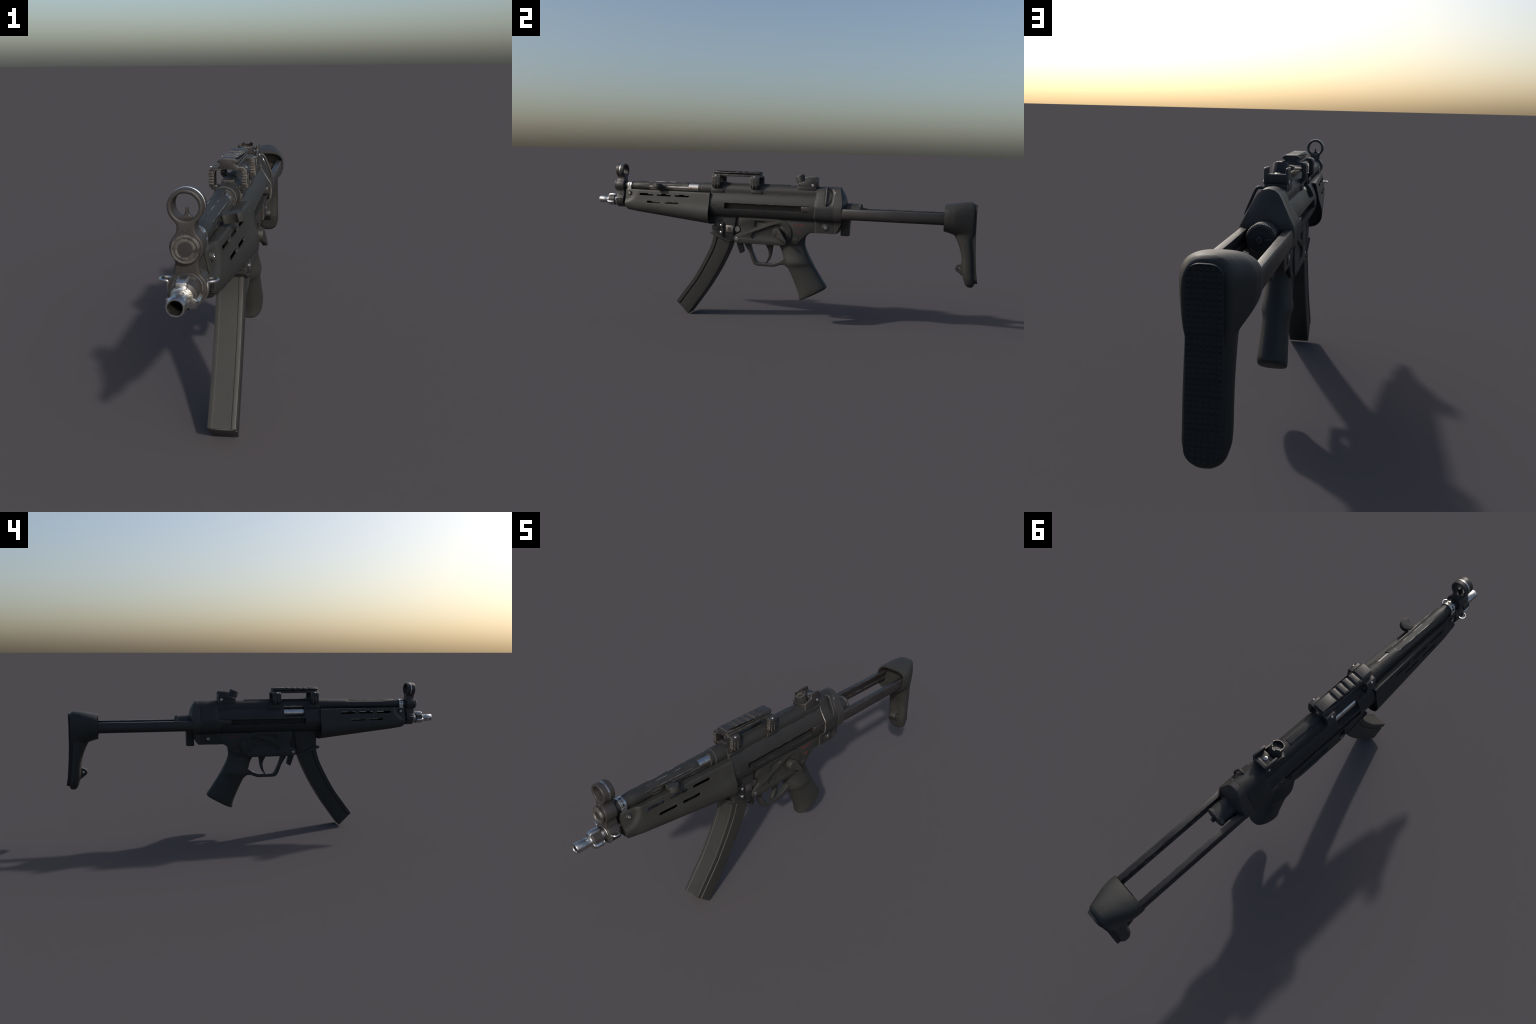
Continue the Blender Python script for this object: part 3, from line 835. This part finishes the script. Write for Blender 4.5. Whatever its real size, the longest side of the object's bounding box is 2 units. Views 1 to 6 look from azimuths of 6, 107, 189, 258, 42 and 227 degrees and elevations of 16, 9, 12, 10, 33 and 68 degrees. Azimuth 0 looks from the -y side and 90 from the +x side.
# ------------------------------------------------------------------ stock
for sx in (1, -1):
    sec = [(0.0485, 0.5470), (0.0640, 0.5470), (0.0700, 0.5520), (0.0730, 0.5600), (0.0735, 0.5720), (0.0720, 0.5880), (0.0695, 0.5975), (0.0680, 0.5995), (0.0485, 0.5995), (0.0485, 0.5830), (0.0525, 0.5830), (0.0525, 0.5640), (0.0485, 0.5640)]
    bm = prism_y([(sx * x, z) for x, z in sec], 0.335, 0.866)
    bevel(add("stock_rod", bm, RODS), 0.0014, 2, 40)

# buttstock: head lofted along y, post lofted along z, fused and smoothed
HEAD = [(0.8200, 0.6380, 0.5145, 0.0780), (0.8500, 0.6440, 0.5080, 0.0795), (0.8800, 0.6490, 0.4980, 0.0760), (0.9050, 0.6530, 0.4860, 0.0680), (0.9300, 0.6560, 0.4700, 0.0590), (0.9520, 0.6565, 0.4600, 0.0510), (0.9660, 0.6480, 0.4550, 0.0455)]
rings = []
for y, zt, zb, hw in HEAD:
    ring = []
    zc = 0.585
    for i in range(48):
        a = 2 * pi * i / 48
        c, s = cos(a), sin(a)
        if s >= 0:
            x, z = hw * math.copysign(abs(c) ** 0.75, c), zc + (zt - zc) * abs(s) ** 0.80
        else:
            x, z = hw * math.copysign(abs(c) ** 0.85, c), zc - (zc - zb) * abs(s) ** 0.75
        ring.append((x, y, z))
    rings.append(ring)
head = loft(rings)
POST = [(0.6000, 0.9200, 0.9650, 0.0485), (0.5400, 0.9000, 0.9640, 0.0485), (0.5000, 0.8800, 0.9640, 0.0485), (0.4750, 0.8930, 0.9650, 0.0485), (0.4500, 0.9040, 0.9670, 0.0485), (0.4200, 0.9140, 0.9695, 0.0485), (0.3930, 0.9190, 0.9730, 0.0485),
        (0.3600, 0.9220, 0.9760, 0.0485), (0.3250, 0.9230, 0.9795, 0.0485), (0.3000, 0.9310, 0.9830, 0.0480), (0.2850, 0.9360, 0.9860, 0.0440), (0.2720, 0.9400, 0.9870, 0.0395), (0.2620, 0.9460, 0.9840, 0.0310), (0.2530, 0.9560, 0.9780, 0.0150)]
rings = []
for z, yf, yb, hw in POST:
    ring = []
    for i in range(48):
        a = 2 * pi * i / 48
        c, s = cos(a), sin(a)
        ring.append((hw * math.copysign(abs(c) ** 0.62, c), (yf + yb) / 2 + (yb - yf) / 2 * math.copysign(abs(s) ** 0.72, s), z))
    rings.append(ring)
loft(rings, bm=head)
butt = add("buttstock", head, POLY)
m = butt.modifiers.new("fuse", "REMESH")
m.mode = "VOXEL"
m.voxel_size = 0.0036
m = butt.modifiers.new("soft", "SMOOTH")
m.factor = 0.5
m.iterations = 10
bake(butt, 80)
# square front edge and the hollow that takes the rods
front_cut = add("cutter", box(-0.2, 0.2, 0.70, 0.8315, 0.3, 0.8), None)
cav = []
for y, k in ((0.80, 1.0), (0.846, 1.0), (0.886, 0.80)):
    zc = 0.580
    cav.append([(0.0740 * k * math.copysign(abs(cos(a)) ** 0.6, cos(a)), y, zc + (0.050 if sin(a) > 0 else 0.052) * math.copysign(abs(sin(a)) ** 0.7, sin(a)))
                for a in [2 * pi * i / 40 for i in range(40)]])
cav_ob = add("cutter", loft(cav), None)
cut(butt, front_cut, cav_ob, angle=50)
# sling eye on the front of the post
bm = prism(smooth2([(0.930, 0.3700), (0.9140, 0.3620), (0.9000, 0.3560), (0.8935, 0.3430), (0.8970, 0.3320), (0.9120, 0.3200), (0.9290, 0.3060)], 4) + [(0.940, 0.306), (0.940, 0.370)], -0.0155, 0.0155)
eye = add("sling_eye", bm, POLY)
cut(eye, add("cutter", disc_x(0.9125, 0.3430, [(-0.05, 0.0066), (0.05, 0.0066)], 24), None))
bevel(eye, 0.002, 2)

# butt pad with a pressed waffle pattern
PADY = [(0.2740, 0.9990), (0.33, 0.9900), (0.41, 0.9830), (0.48, 0.9785), (0.54, 0.9770), (0.60, 0.9755), (0.6450, 0.9770)]
NX, NZ = 48, 330
PW, Z0, Z1 = 0.0350, 0.2735, 0.6440
bm = bmesh.new()
grid = []
for j in range(NZ + 1):
    z = lerp(Z0, Z1, j / NZ)
    # rounded ends
    d = min(z - Z0, Z1 - z)
    rr = 0.026
    w = PW if d >= rr else PW - rr + sqrt(max(rr * rr - (rr - d) ** 2, 0)) * 1.0
    yb = interp(PADY, z)[0]
    row = []
    for i in range(NX + 1):
        x = lerp(-w, w, i / NX)
        rim = min(w - abs(x), d)
        wave = 0.5 + 0.5 * cos(2 * pi * x / 0.0117) if True else 0
        wav2 = 0.5 + 0.5 * cos(2 * pi * z / 0.0105)
        h = -0.0017 * max(sstep(0.72, 0.92, wave), sstep(0.72, 0.92, wav2)) * sstep(0.001, 0.003, rim) - 0.0006 * (1 - sstep(0, 0.001, rim))
        row.append(bm.verts.new((x, yb + h, z)))
    grid.append(row)
for j in range(NZ):
    for i in range(NX):
        bm.faces.new((grid[j][i], grid[j][i + 1], grid[j + 1][i + 1], grid[j + 1][i]))
edge = [e for e in bm.edges if e.is_boundary]
ex = bmesh.ops.extrude_edge_only(bm, edges=edge)
for v in [g for g in ex["geom"] if isinstance(g, bmesh.types.BMVert)]:
    v.co.y -= 0.020
pad = add("butt_pad", bm, PAD, angle=50)

# ------------------------------------------------------------------ tidy up
for ob in list(COL.objects):
    if ob.name.startswith("cutter"):
        bpy.data.objects.remove(ob)
